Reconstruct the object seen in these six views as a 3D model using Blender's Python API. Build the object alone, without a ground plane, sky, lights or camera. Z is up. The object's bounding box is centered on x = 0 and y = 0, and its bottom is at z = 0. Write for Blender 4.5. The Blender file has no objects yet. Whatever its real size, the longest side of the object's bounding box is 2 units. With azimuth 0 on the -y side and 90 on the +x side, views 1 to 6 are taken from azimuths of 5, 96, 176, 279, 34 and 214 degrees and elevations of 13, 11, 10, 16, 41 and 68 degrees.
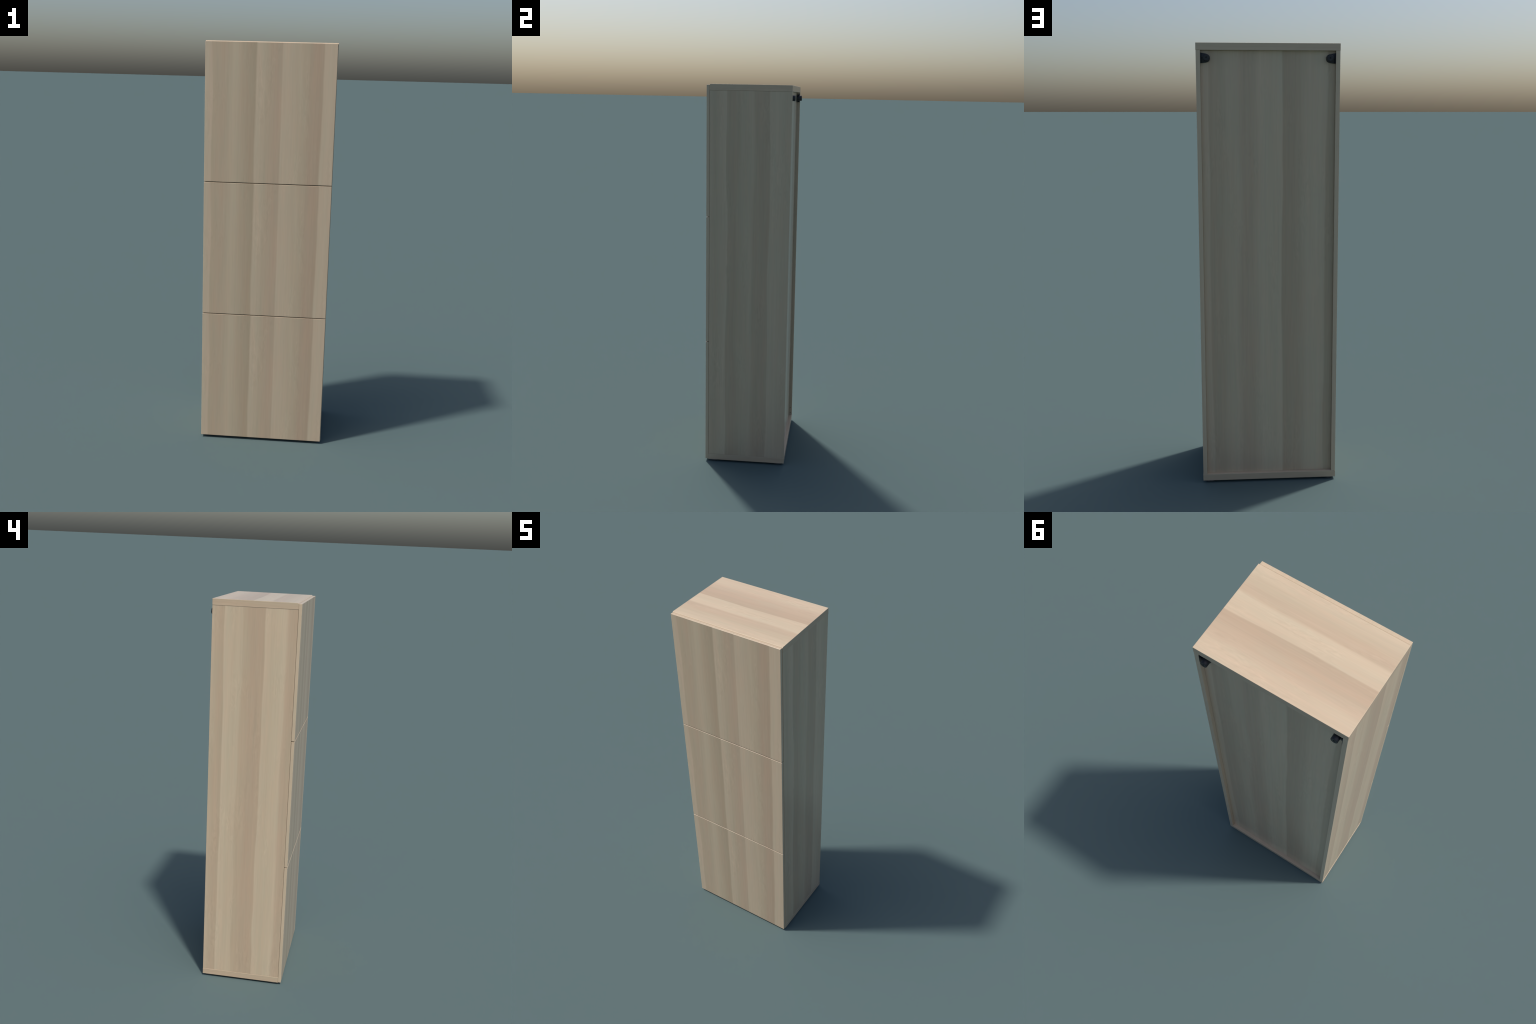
"""Tall narrow storage cabinet: boxy carcass, three stacked push-open doors,
recessed back panel, two black plastic wall brackets, four glide feet.
Laminate wood look is fully procedural (plank stripes + streaked grain)."""
import bpy, bmesh, math
from mathutils import Vector, Matrix

# ------------------------------------------------------------------ sizes (m)
TOP_Z        = 2.0
BOARD_T      = 0.0305          # thickness of top and bottom boards
FOOT_H       = 0.0088
BOARD_X      = 0.3110          # half width of top and bottom boards
FRONT_Y      = -0.2032         # front edge of carcass
BACK_Y       = 0.2076          # rear edge of carcass
SIDE_X_OUT   = 0.3101
SIDE_X_IN    = 0.2915
BACK_PANEL_Y = 0.1898          # rear face of the recessed back panel
DOOR_X0, DOOR_X1 = -0.3103, 0.3082
DOOR_Y0, DOOR_Y1 = -0.2191, -0.2034
DOOR_Z0, DOOR_Z1 = 0.0104, 1.9962
DOOR_GAP     = 0.0036

# ------------------------------------------------------------------ materials
def srgb(r, g, b):
    f = lambda c: (c/12.92 if c <= .04045 else ((c+.055)/1.055)**2.4)
    return tuple(f(v/255) for v in (r, g, b))

WOOD_LIGHT = (0.606, 0.484, 0.345)
WOOD_DARK  = (0.458, 0.352, 0.241)

def tone(l, pink=0.0):
    """plank colour: l = 0 dark .. 1 light, pink > 0 rosy, < 0 grey-green"""
    c = [d + (w-d)*l for d, w in zip(WOOD_DARK, WOOD_LIGHT)]
    if pink < 0: pink *= .5
    c = [c[0]*(1+.024*pink), c[1]*(1-.016*pink), c[2]*(1+.000*pink)]
    return (*c, 1.0)

class Graph:
    def __init__(self, name):
        self.mat = bpy.data.materials.new(name)
        self.mat.use_nodes = True
        self.t = self.mat.node_tree
        self.b = self.t.nodes['Principled BSDF']
    def n(self, kind, **kw):
        nd = self.t.nodes.new(kind)
        for k, v in kw.items():
            setattr(nd, k, v)
        return nd
    def link(self, a, b):
        self.t.links.new(a, b)
    def math(self, op, a, b=None, c=None):
        nd = self.n('ShaderNodeMath', operation=op)
        for i, v in enumerate((a, b, c)):
            if v is None: continue
            if isinstance(v, (int, float)): nd.inputs[i].default_value = v
            else: self.link(v, nd.inputs[i])
        return nd.outputs[0]
    def noise(self, vec, detail=2.0, rough=.5, distort=0.0):
        nd = self.n('ShaderNodeTexNoise')
        nd.inputs['Scale'].default_value = 1.0
        nd.inputs['Detail'].default_value = detail
        nd.inputs['Roughness'].default_value = rough
        nd.inputs['Distortion'].default_value = distort
        self.link(vec, nd.inputs['Vector'])
        return nd.outputs['Fac']
    def vec(self, x, y, z):
        nd = self.n('ShaderNodeCombineXYZ')
        for i, v in enumerate((x, y, z)):
            if isinstance(v, (int, float)): nd.inputs[i].default_value = v
            else: self.link(v, nd.inputs[i])
        return nd.outputs[0]
    def mix(self, fac, a, b, blend='MIX'):
        nd = self.n('ShaderNodeMix', data_type='RGBA', blend_type=blend)
        for s, v in ((nd.inputs[0], fac), (nd.inputs[6], a), (nd.inputs[7], b)):
            if isinstance(v, (int, float)): s.default_value = v
            elif isinstance(v, tuple): s.default_value = v
            else: self.link(v, s)
        return nd.outputs[2]

def crisp(stops, width=.011):
    """tighten the joints between neighbouring planks to a narrow step"""
    out = [list(s) for s in stops]
    for a, b in zip(out, out[1:]):
        if abs(a[1]-b[1]) > .3 and b[0]-a[0] < .03:
            mid = (a[0]+b[0])/2
            a[0], b[0] = mid-width/2, mid+width/2
    return out

def wood(name, cross, along, c0, c1, stops, seed, figure=1.0):
    """Laminate wood.  cross/along: axis indices of the object's local space,
    stops: (t, lightness, pinkness) along the cross axis from c0 to c1."""
    g = Graph(name)
    tc = g.n('ShaderNodeTexCoord')
    sp = g.n('ShaderNodeSeparateXYZ'); g.link(tc.outputs['Object'], sp.inputs[0])
    c, a = sp.outputs[cross], sp.outputs[along]
    third = sp.outputs[3-cross-along]
    # plank stripes, boundaries wander slowly along the grain
    w = g.noise(g.vec(g.math('MULTIPLY', c, 9.0), g.math('MULTIPLY', a, 1.6), seed), 1.0)
    w2 = g.noise(g.vec(g.math('MULTIPLY', c, 60.0), g.math('MULTIPLY', a, 5.0), seed+3.3), 2.0)
    off = g.math('ADD', g.math('MULTIPLY', g.math('SUBTRACT', w, .5), .030),
                 g.math('MULTIPLY', g.math('SUBTRACT', w2, .5), .007))
    t = g.math('DIVIDE', g.math('SUBTRACT', g.math('ADD', c, off), c0), c1-c0)
    stops = crisp(stops)
    rp = g.n('ShaderNodeValToRGB')
    el = rp.color_ramp.elements
    el[0].position, el[0].color = stops[0][0], tone(*stops[0][1:])
    el[1].position, el[1].color = stops[-1][0], tone(*stops[-1][1:])
    for s in stops[1:-1]:
        e = el.new(s[0]); e.color = tone(*s[1:])
    g.link(t, rp.inputs[0])
    col = rp.outputs[0]
    # broad colour clouds, rosy against grey-green
    hue = g.noise(g.vec(g.math('MULTIPLY', c, 34.0), g.math('MULTIPLY', a, 4.0), seed+11), 2.0)
    hr = g.n('ShaderNodeValToRGB')
    hr.color_ramp.elements[0].position = .30; hr.color_ramp.elements[0].color = (.975, 1.0, .995, 1)
    hr.color_ramp.elements[1].position = .70; hr.color_ramp.elements[1].color = (1.02, .992, .980, 1)
    g.link(hue, hr.inputs[0])
    col = g.mix(1.0, col, hr.outputs[0], 'MULTIPLY')
    # medium and fine streaks along the grain
    m = g.noise(g.vec(g.math('MULTIPLY', c, 80.0), g.math('MULTIPLY', a, 2.4), seed+21), 3.0, .55)
    f = g.noise(g.vec(g.math('MULTIPLY', c, 210.0), g.math('MULTIPLY', a, 7.0), g.math('MULTIPLY', third, 60.0)), 2.0, .6)
    # cathedral figure: warped bands that show only in patches
    fg = g.noise(g.vec(g.math('MULTIPLY', c, 70.0), g.math('MULTIPLY', a, 14.0), seed+31), 2.0, .5, 1.6)
    pm = g.noise(g.vec(g.math('MULTIPLY', c, 14.0), g.math('MULTIPLY', a, 3.0), seed+41), 1.0)
    patch = g.n('ShaderNodeMapRange'); g.link(pm, patch.inputs[0])
    patch.inputs[1].default_value = .50; patch.inputs[2].default_value = .68
    fgm = g.math('MULTIPLY', g.math('MULTIPLY', g.math('SUBTRACT', fg, .5), .24*figure), patch.outputs[0])
    v = g.math('ADD', g.math('MULTIPLY', g.math('SUBTRACT', m, .5), .15),
               g.math('MULTIPLY', g.math('SUBTRACT', f, .5), .085))
    v = g.math('ADD', g.math('ADD', v, fgm), 1.0)
    col = g.mix(1.0, col, g.vec(v, v, v), 'MULTIPLY')
    g.link(col, g.b.inputs['Base Color'])
    g.b.inputs['Roughness'].default_value = .26
    g.b.inputs['Specular IOR Level'].default_value = .5
    return g.mat

def plain(name, rgb, rough, speck=0.0):
    g = Graph(name)
    tc = g.n('ShaderNodeTexCoord')
    sc = g.n('ShaderNodeVectorMath', operation='SCALE'); sc.inputs['Scale'].default_value = 350
    g.link(tc.outputs['Object'], sc.inputs[0])
    nz = g.noise(sc.outputs[0], 2.0)
    v = g.math('ADD', g.math('MULTIPLY', g.math('SUBTRACT', nz, .5), speck), 1.0)
    col = g.mix(1.0, (*rgb, 1.0), g.vec(v, v, v), 'MULTIPLY')
    g.link(col, g.b.inputs['Base Color'])
    g.b.inputs['Roughness'].default_value = rough
    return g.mat

# door pattern, left (-x) to right (+x)
DOOR_STOPS = [(0.0, .85, .1), (.045, .85, .5), (.062, .42, -.3), (.13, .38, .4), (.19, .50, 0.),
              (.225, .75, -.6), (.26, .50, -.4), (.34, .15, .1), (.385, .02, -.3), (.405, .82, .1),
              (.445, .70, 0.), (.47, .45, 0.), (.54, .33, .8), (.575, .33, .8), (.60, .85, .1),
              (.66, .72, .2), (.72, .60, -.3), (.76, .42, 0.), (.83, .18, 1.1), (.885, .15, .8),
              (.907, .80, .2), (.95, .88, .3), (1.0, .75, .2)]
# outer side at +x, front to back
SIDE_R_STOPS = [(0.0, .60, 0.), (.08, .45, 0.), (.15, .72, -.1), (.20, .85, 0.), (.225, .25, .1), (.31, .22, .3),
                (.40, .48, -.6), (.48, .60, -.4), (.52, .68, -.4), (.56, .32, .2), (.66, .25, .5), (.735, .28, .5),
                (.755, .80, -.2), (.83, .85, 0.), (.90, .65, 0.), (1.0, .62, .2)]
# outer side at -x, front to back
SIDE_L_STOPS = [(0.0, .30, .2), (.05, .30, .6), (.10, .42, .6), (.13, .88, -.2), (.20, .80, -.6), (.28, .70, -.5),
                (.36, .85, .0), (.375, .24, .4), (.44, .22, .8), (.52, .24, .7), (.58, .36, .1), (.63, .42, 0.),
                (.645, .72, -.3), (.74, .75, -.5), (.83, .92, 0.), (.85, .30, .3), (.90, .35, .5), (.96, .50, 0.),
                (1.0, .70, .2)]
# top, front to back
TOP_STOPS = [(0.0, .90, .0), (.06, .78, .2), (.10, .75, -.1), (.18, .45, .1), (.26, .45, .6), (.30, .40, .4),
             (.33, .92, 0.), (.42, .88, 0.), (.52, .80, .1), (.54, .15, .7), (.62, .18, .9), (.72, .40, .7), (.80, .60, .8),
             (.85, .80, .2), (.92, .88, .4), (1.0, .85, .2)]
# back panel, +x to -x as seen from behind (c runs -x..+x, so list from -x)
BACK_STOPS = [(0.0, .10, -.2), (.055, .15, -.3), (.07, .72, -.2), (.12, .80, -.2), (.20, .70, -.3), (.25, .35, .1),
              (.32, .15, .3), (.39, .10, .3), (.405, .85, -.5), (.47, .75, -.8), (.55, .85, -.2), (.59, .55, 0.),
              (.63, .35, .5), (.70, .35, .6), (.74, .68, -.2), (.80, .60, -.5), (.86, .30, 0.), (.93, .25, .3),
              (.95, .75, .2), (1.0, .68, .5)]
EDGE_STOPS = [(0.0, .45, .2), (.3, .52, .3), (.6, .40, .3), (1.0, .50, .1)]
EDGE_LIGHT_STOPS = [(0.0, .72, .1), (.4, .80, .1), (.7, .68, .0), (1.0, .76, .1)]

M_DOOR   = wood('door_laminate', 0, 2, -.3093, .3093, DOOR_STOPS, 1.7)
M_DOOR_E = wood('door_edge_band', 0, 2, -.31, .31, EDGE_LIGHT_STOPS, 5.1, .3)
M_SIDE_R = wood('side_laminate_a', 1, 2, -.2048, .2048, SIDE_R_STOPS, 8.2)
M_SIDE_L = wood('side_laminate_b', 1, 2, -.2048, .2048, SIDE_L_STOPS, 13.4)
M_SIDE_E = wood('side_edge_band', 0, 2, -.01, .01, EDGE_LIGHT_STOPS, 17.9, .3)
M_TOP    = wood('top_laminate', 1, 0, -.205, .205, TOP_STOPS, 23.6)
M_EDGE_X = wood('board_edge_band', 2, 0, -.016, .016, EDGE_STOPS, 29.5, .5)
M_EDGE_Y = wood('board_end_band', 2, 1, -.016, .016, EDGE_STOPS, 31.5, .8)
M_BACK   = wood('back_laminate', 0, 2, -.2915, .2915, BACK_STOPS, 37.3)
M_BLACK  = plain('black_plastic', (.014, .015, .019), .42, .25)
M_FOOT   = plain('dark_grey_plastic', (.085, .085, .092), .50, .15)

# ------------------------------------------------------------------ geometry
root = bpy.data.objects.new('storage_cabinet', None)
root.empty_display_size = .2
bpy.context.collection.objects.link(root)
root['label'] = 'tall narrow pale oak cabinet with three plain stacked doors'
root['category'] = 'cabinet'

def add(name, me, loc=(0, 0, 0), parent=None):
    ob = bpy.data.objects.new(name, me)
    bpy.context.collection.objects.link(ob)
    ob.parent = parent or root
    ob.location = loc
    return ob

def smooth_by_angle(me, deg=35):
    bm = bmesh.new(); bm.from_mesh(me)
    lim = math.radians(deg)
    for f in bm.faces: f.smooth = True
    for e in bm.edges:
        e.smooth = not (len(e.link_faces) == 2 and e.calc_face_angle(0) > lim)
    bm.to_mesh(me); bm.free()

def panel_mesh(name, size, bevel, mats, slot_of_axis, segs=3, nose=0.0):
    """Box centred on its origin; slot_of_axis gives the material slot for the
    faces whose normal points mainly along x, y, z."""
    bm = bmesh.new()
    bmesh.ops.create_cube(bm, size=1.0)
    bmesh.ops.scale(bm, vec=Vector(size), verts=bm.verts)
    if nose:                      # chamfer along the upper front edge
        edge = [e for e in bm.edges if all(v.co.y < 0 < v.co.z for v in e.verts)]
        bmesh.ops.bevel(bm, geom=edge, offset=nose, segments=1, affect='EDGES')
    arris = [e for e in bm.edges if e.calc_face_angle(0) > math.radians(60)]
    bmesh.ops.bevel(bm, geom=arris, offset=bevel, segments=segs, profile=.5, affect='EDGES')
    bm.normal_update()
    for f in bm.faces:
        n = f.normal
        ax = max(range(3), key=lambda i: abs(n[i]))
        f.material_index = slot_of_axis[ax]
    me = bpy.data.meshes.new(name)
    bm.to_mesh(me); bm.free()
    for m in mats: me.materials.append(m)
    # broad faces stay flat, the narrow arris faces blend round between them
    broad = [p.area > 1.2e-3 or max(abs(c) for c in p.normal) > .9999 for p in me.polygons]
    vn = [v.normal.copy() for v in me.vertices]
    loop_n = [None]*len(me.loops)
    for p in me.polygons:
        p.use_smooth = True
        if broad[p.index]:
            for v in p.vertices: vn[v] = p.normal.copy()
    for p in me.polygons:
        for li in p.loop_indices:
            n = (p.normal if broad[p.index] else vn[me.loops[li].vertex_index]).copy()
            if not broad[p.index]:          # a straight arris does not twist along its length
                for k in range(3):
                    if abs(p.normal[k]) < 1e-3: n[k] = 0.0
                n.normalize()
            loop_n[li] = tuple(n)
    me.normals_split_custom_set(loop_n)
    return me

def panel(name, lo, hi, bevel, mats, slots, nose=0.0):
    lo, hi = Vector(lo), Vector(hi)
    return add(name, panel_mesh(name, hi-lo, bevel, mats, slots, nose=nose), (lo+hi)/2)

# carcass
panel('top_board', (-BOARD_X, FRONT_Y, TOP_Z-BOARD_T), (BOARD_X, BACK_Y, TOP_Z), .0010,
      [M_TOP, M_EDGE_X, M_EDGE_Y], (2, 1, 0), nose=.0034)
panel('bottom_board', (-BOARD_X, FRONT_Y, FOOT_H), (BOARD_X, BACK_Y, FOOT_H+BOARD_T), .0010,
      [M_TOP, M_EDGE_X, M_EDGE_Y], (2, 1, 0))
SZ0, SZ1 = FOOT_H+BOARD_T+.0003, TOP_Z-BOARD_T-.0003
side_parts = []
for sgn, mat in ((1, M_SIDE_R), (-1, M_SIDE_L)):
    x0, x1 = sorted((sgn*SIDE_X_IN, sgn*SIDE_X_OUT))
    side_parts.append(panel('side_panel', (x0, FRONT_Y+.0008, SZ0), (x1, BACK_Y-.0004, SZ1), .0006,
                            [mat, M_SIDE_E], (0, 1, 1)))
panel('back_panel', (-SIDE_X_IN+.0003, BACK_PANEL_Y-.0035, SZ0), (SIDE_X_IN-.0003, BACK_PANEL_Y, SZ1), .0004,
      [M_BACK], (0, 0, 0))

# fixed shelf that closes the joint between the upper two doors
SHELF_Z = 1.3365
panel('fixed_shelf', (-SIDE_X_IN+.0003, FRONT_Y+.0006, SHELF_Z-.0155), (SIDE_X_IN-.0003, BACK_PANEL_Y-.0040, SHELF_Z+.0155), .0008,
      [M_TOP, M_EDGE_X], (1, 1, 0))

# pin holes drilled in the inner faces of the sides, behind the back panel
def drill(ob, y, zs, sgn):
    bm = bmesh.new()
    for z in zs:
        bmesh.ops.create_cone(bm, cap_ends=True, segments=20, radius1=.0026, radius2=.0026, depth=.022,
                              matrix=Matrix.Translation((sgn*SIDE_X_IN, y, z)) @ Matrix.Rotation(math.pi/2, 4, 'Y'))
    me = bpy.data.meshes.new('drill'); bm.to_mesh(me); bm.free()
    cutter = bpy.data.objects.new('drill', me)
    bpy.context.collection.objects.link(cutter)
    md = ob.modifiers.new('holes', 'BOOLEAN'); md.operation = 'DIFFERENCE'; md.object = cutter; md.solver = 'EXACT'
    bpy.context.view_layer.update()
    dg = bpy.context.evaluated_depsgraph_get()
    new = bpy.data.meshes.new_from_object(ob.evaluated_get(dg))
    ob.modifiers.clear(); ob.data = new
    bpy.data.objects.remove(cutter)
drill(side_parts[0], .198, (.612, .651), 1)
drill(side_parts[1], .198, (.0527, .0856), -1)

# doors: three near-equal fronts, bottom to top
door_joint = [DOOR_Z0-DOOR_GAP/2, .6716, 1.3361, DOOR_Z1+DOOR_GAP/2]
for z0, z1 in zip(door_joint, door_joint[1:]):
    panel('door', (DOOR_X0, DOOR_Y0, z0+DOOR_GAP/2), (DOOR_X1, DOOR_Y1, z1-DOOR_GAP/2), .0015,
          [M_DOOR, M_DOOR_E], (1, 0, 1))

# glide feet: shallow lathed pads
def lathe(name, prof, mat, n=40):
    bm = bmesh.new(); rings = []
    for r, z in prof:
        rings.append([bm.verts.new((r*math.cos(2*math.pi*k/n), r*math.sin(2*math.pi*k/n), z)) for k in range(n)])
    for a, b in zip(rings, rings[1:]):
        for k in range(n):
            bm.faces.new((a[k], a[(k+1) % n], b[(k+1) % n], b[k]))
    bm.faces.new(rings[0][::-1]); bm.faces.new(rings[-1])
    me = bpy.data.meshes.new(name); bm.to_mesh(me); bm.free()
    me.materials.append(mat); smooth_by_angle(me, 40)
    return me
foot_me = lathe('foot', [(.0250, 0), (.0258, .0004), (.0262, .0014), (.0264, .0050), (.0264, FOOT_H)], M_FOOT)
for sx in (-1, 1):
    for y in (-.174, .175):
        add('foot', foot_me, (sx*.2790, y, 0))

# wall brackets: flange on the side panel, D-shaped body, round cap that stands proud
def prism(name, outline, y0, y1, mat, bevel=.0012):
    """outline in (x, z), extruded along y"""
    bm = bmesh.new()
    a = [bm.verts.new((x, y0, z)) for x, z in outline]
    f = bm.faces.new(a)
    r = bmesh.ops.extrude_face_region(bm, geom=[f])
    bmesh.ops.translate(bm, vec=(0, y1-y0, 0), verts=[v for v in r['geom'] if isinstance(v, bmesh.types.BMVert)])
    bmesh.ops.recalc_face_normals(bm, faces=bm.faces)
    sharp = [e for e in bm.edges if e.calc_face_angle(0) > math.radians(40)]
    bmesh.ops.bevel(bm, geom=sharp, offset=bevel, segments=2, profile=.5, affect='EDGES')
    me = bpy.data.meshes.new(name); bm.to_mesh(me); bm.free()
    me.materials.append(mat); smooth_by_angle(me, 35)
    return me

CAP_R = .0142
# bracket plate seen from behind: (distance from the side panel, height)
body_out = [(0, .0200), (.006, .0197), (.016, .0178), (.024, .0165), (.030, .0142), (.0355, .0100), (.0393, .0040),
            (.0400, -.0020), (.0392, -.0080), (.0362, -.0140), (.031, -.0182), (.022, -.0210), (.010, -.0226), (0, -.0232)]
body_me = {}
for sgn in (1, -1):
    pts = [(-sgn*x, z) for x, z in body_out]
    body_me[sgn] = prism('bracket_body', pts, BACK_PANEL_Y+.0002, .1950, M_BLACK)
cap_me = lathe('bracket_cap', [(CAP_R, 0), (CAP_R, .0232), (CAP_R-.0012, .0248), (CAP_R-.0020, .0250), (CAP_R-.0024, .0244),
                               (.0034, .0244), (.0030, .0240), (.0026, .0190)], M_BLACK, 36)
for sgn in (1, -1):
    hz = 1.9387
    br = add('wall_bracket', prism('wall_bracket', [(0, -.0228), (0, .0205), (-sgn*.0022, .0205), (-sgn*.0022, -.0228)],
                                   BACK_PANEL_Y+.0004, BACK_Y-.0012, M_BLACK, .0006),
             (sgn*(SIDE_X_IN-.0001), 0, hz))
    add('bracket_body', body_me[sgn], (-sgn*.0018, 0, 0), br)
    cap = add('bracket_cap', cap_me, (-sgn*.0262, .2191-.0250, -.0008), br)
    cap.rotation_euler = (-math.pi/2, 0, 0)
    rib = add('bracket_rib', prism('bracket_rib', [(-sgn*.002, -.0012), (-sgn*.002, .0002), (-sgn*.010, .0002), (-sgn*.010, -.0012)],
                                   .1945, .2000, M_BLACK, .0003), (0, 0, 0), br)
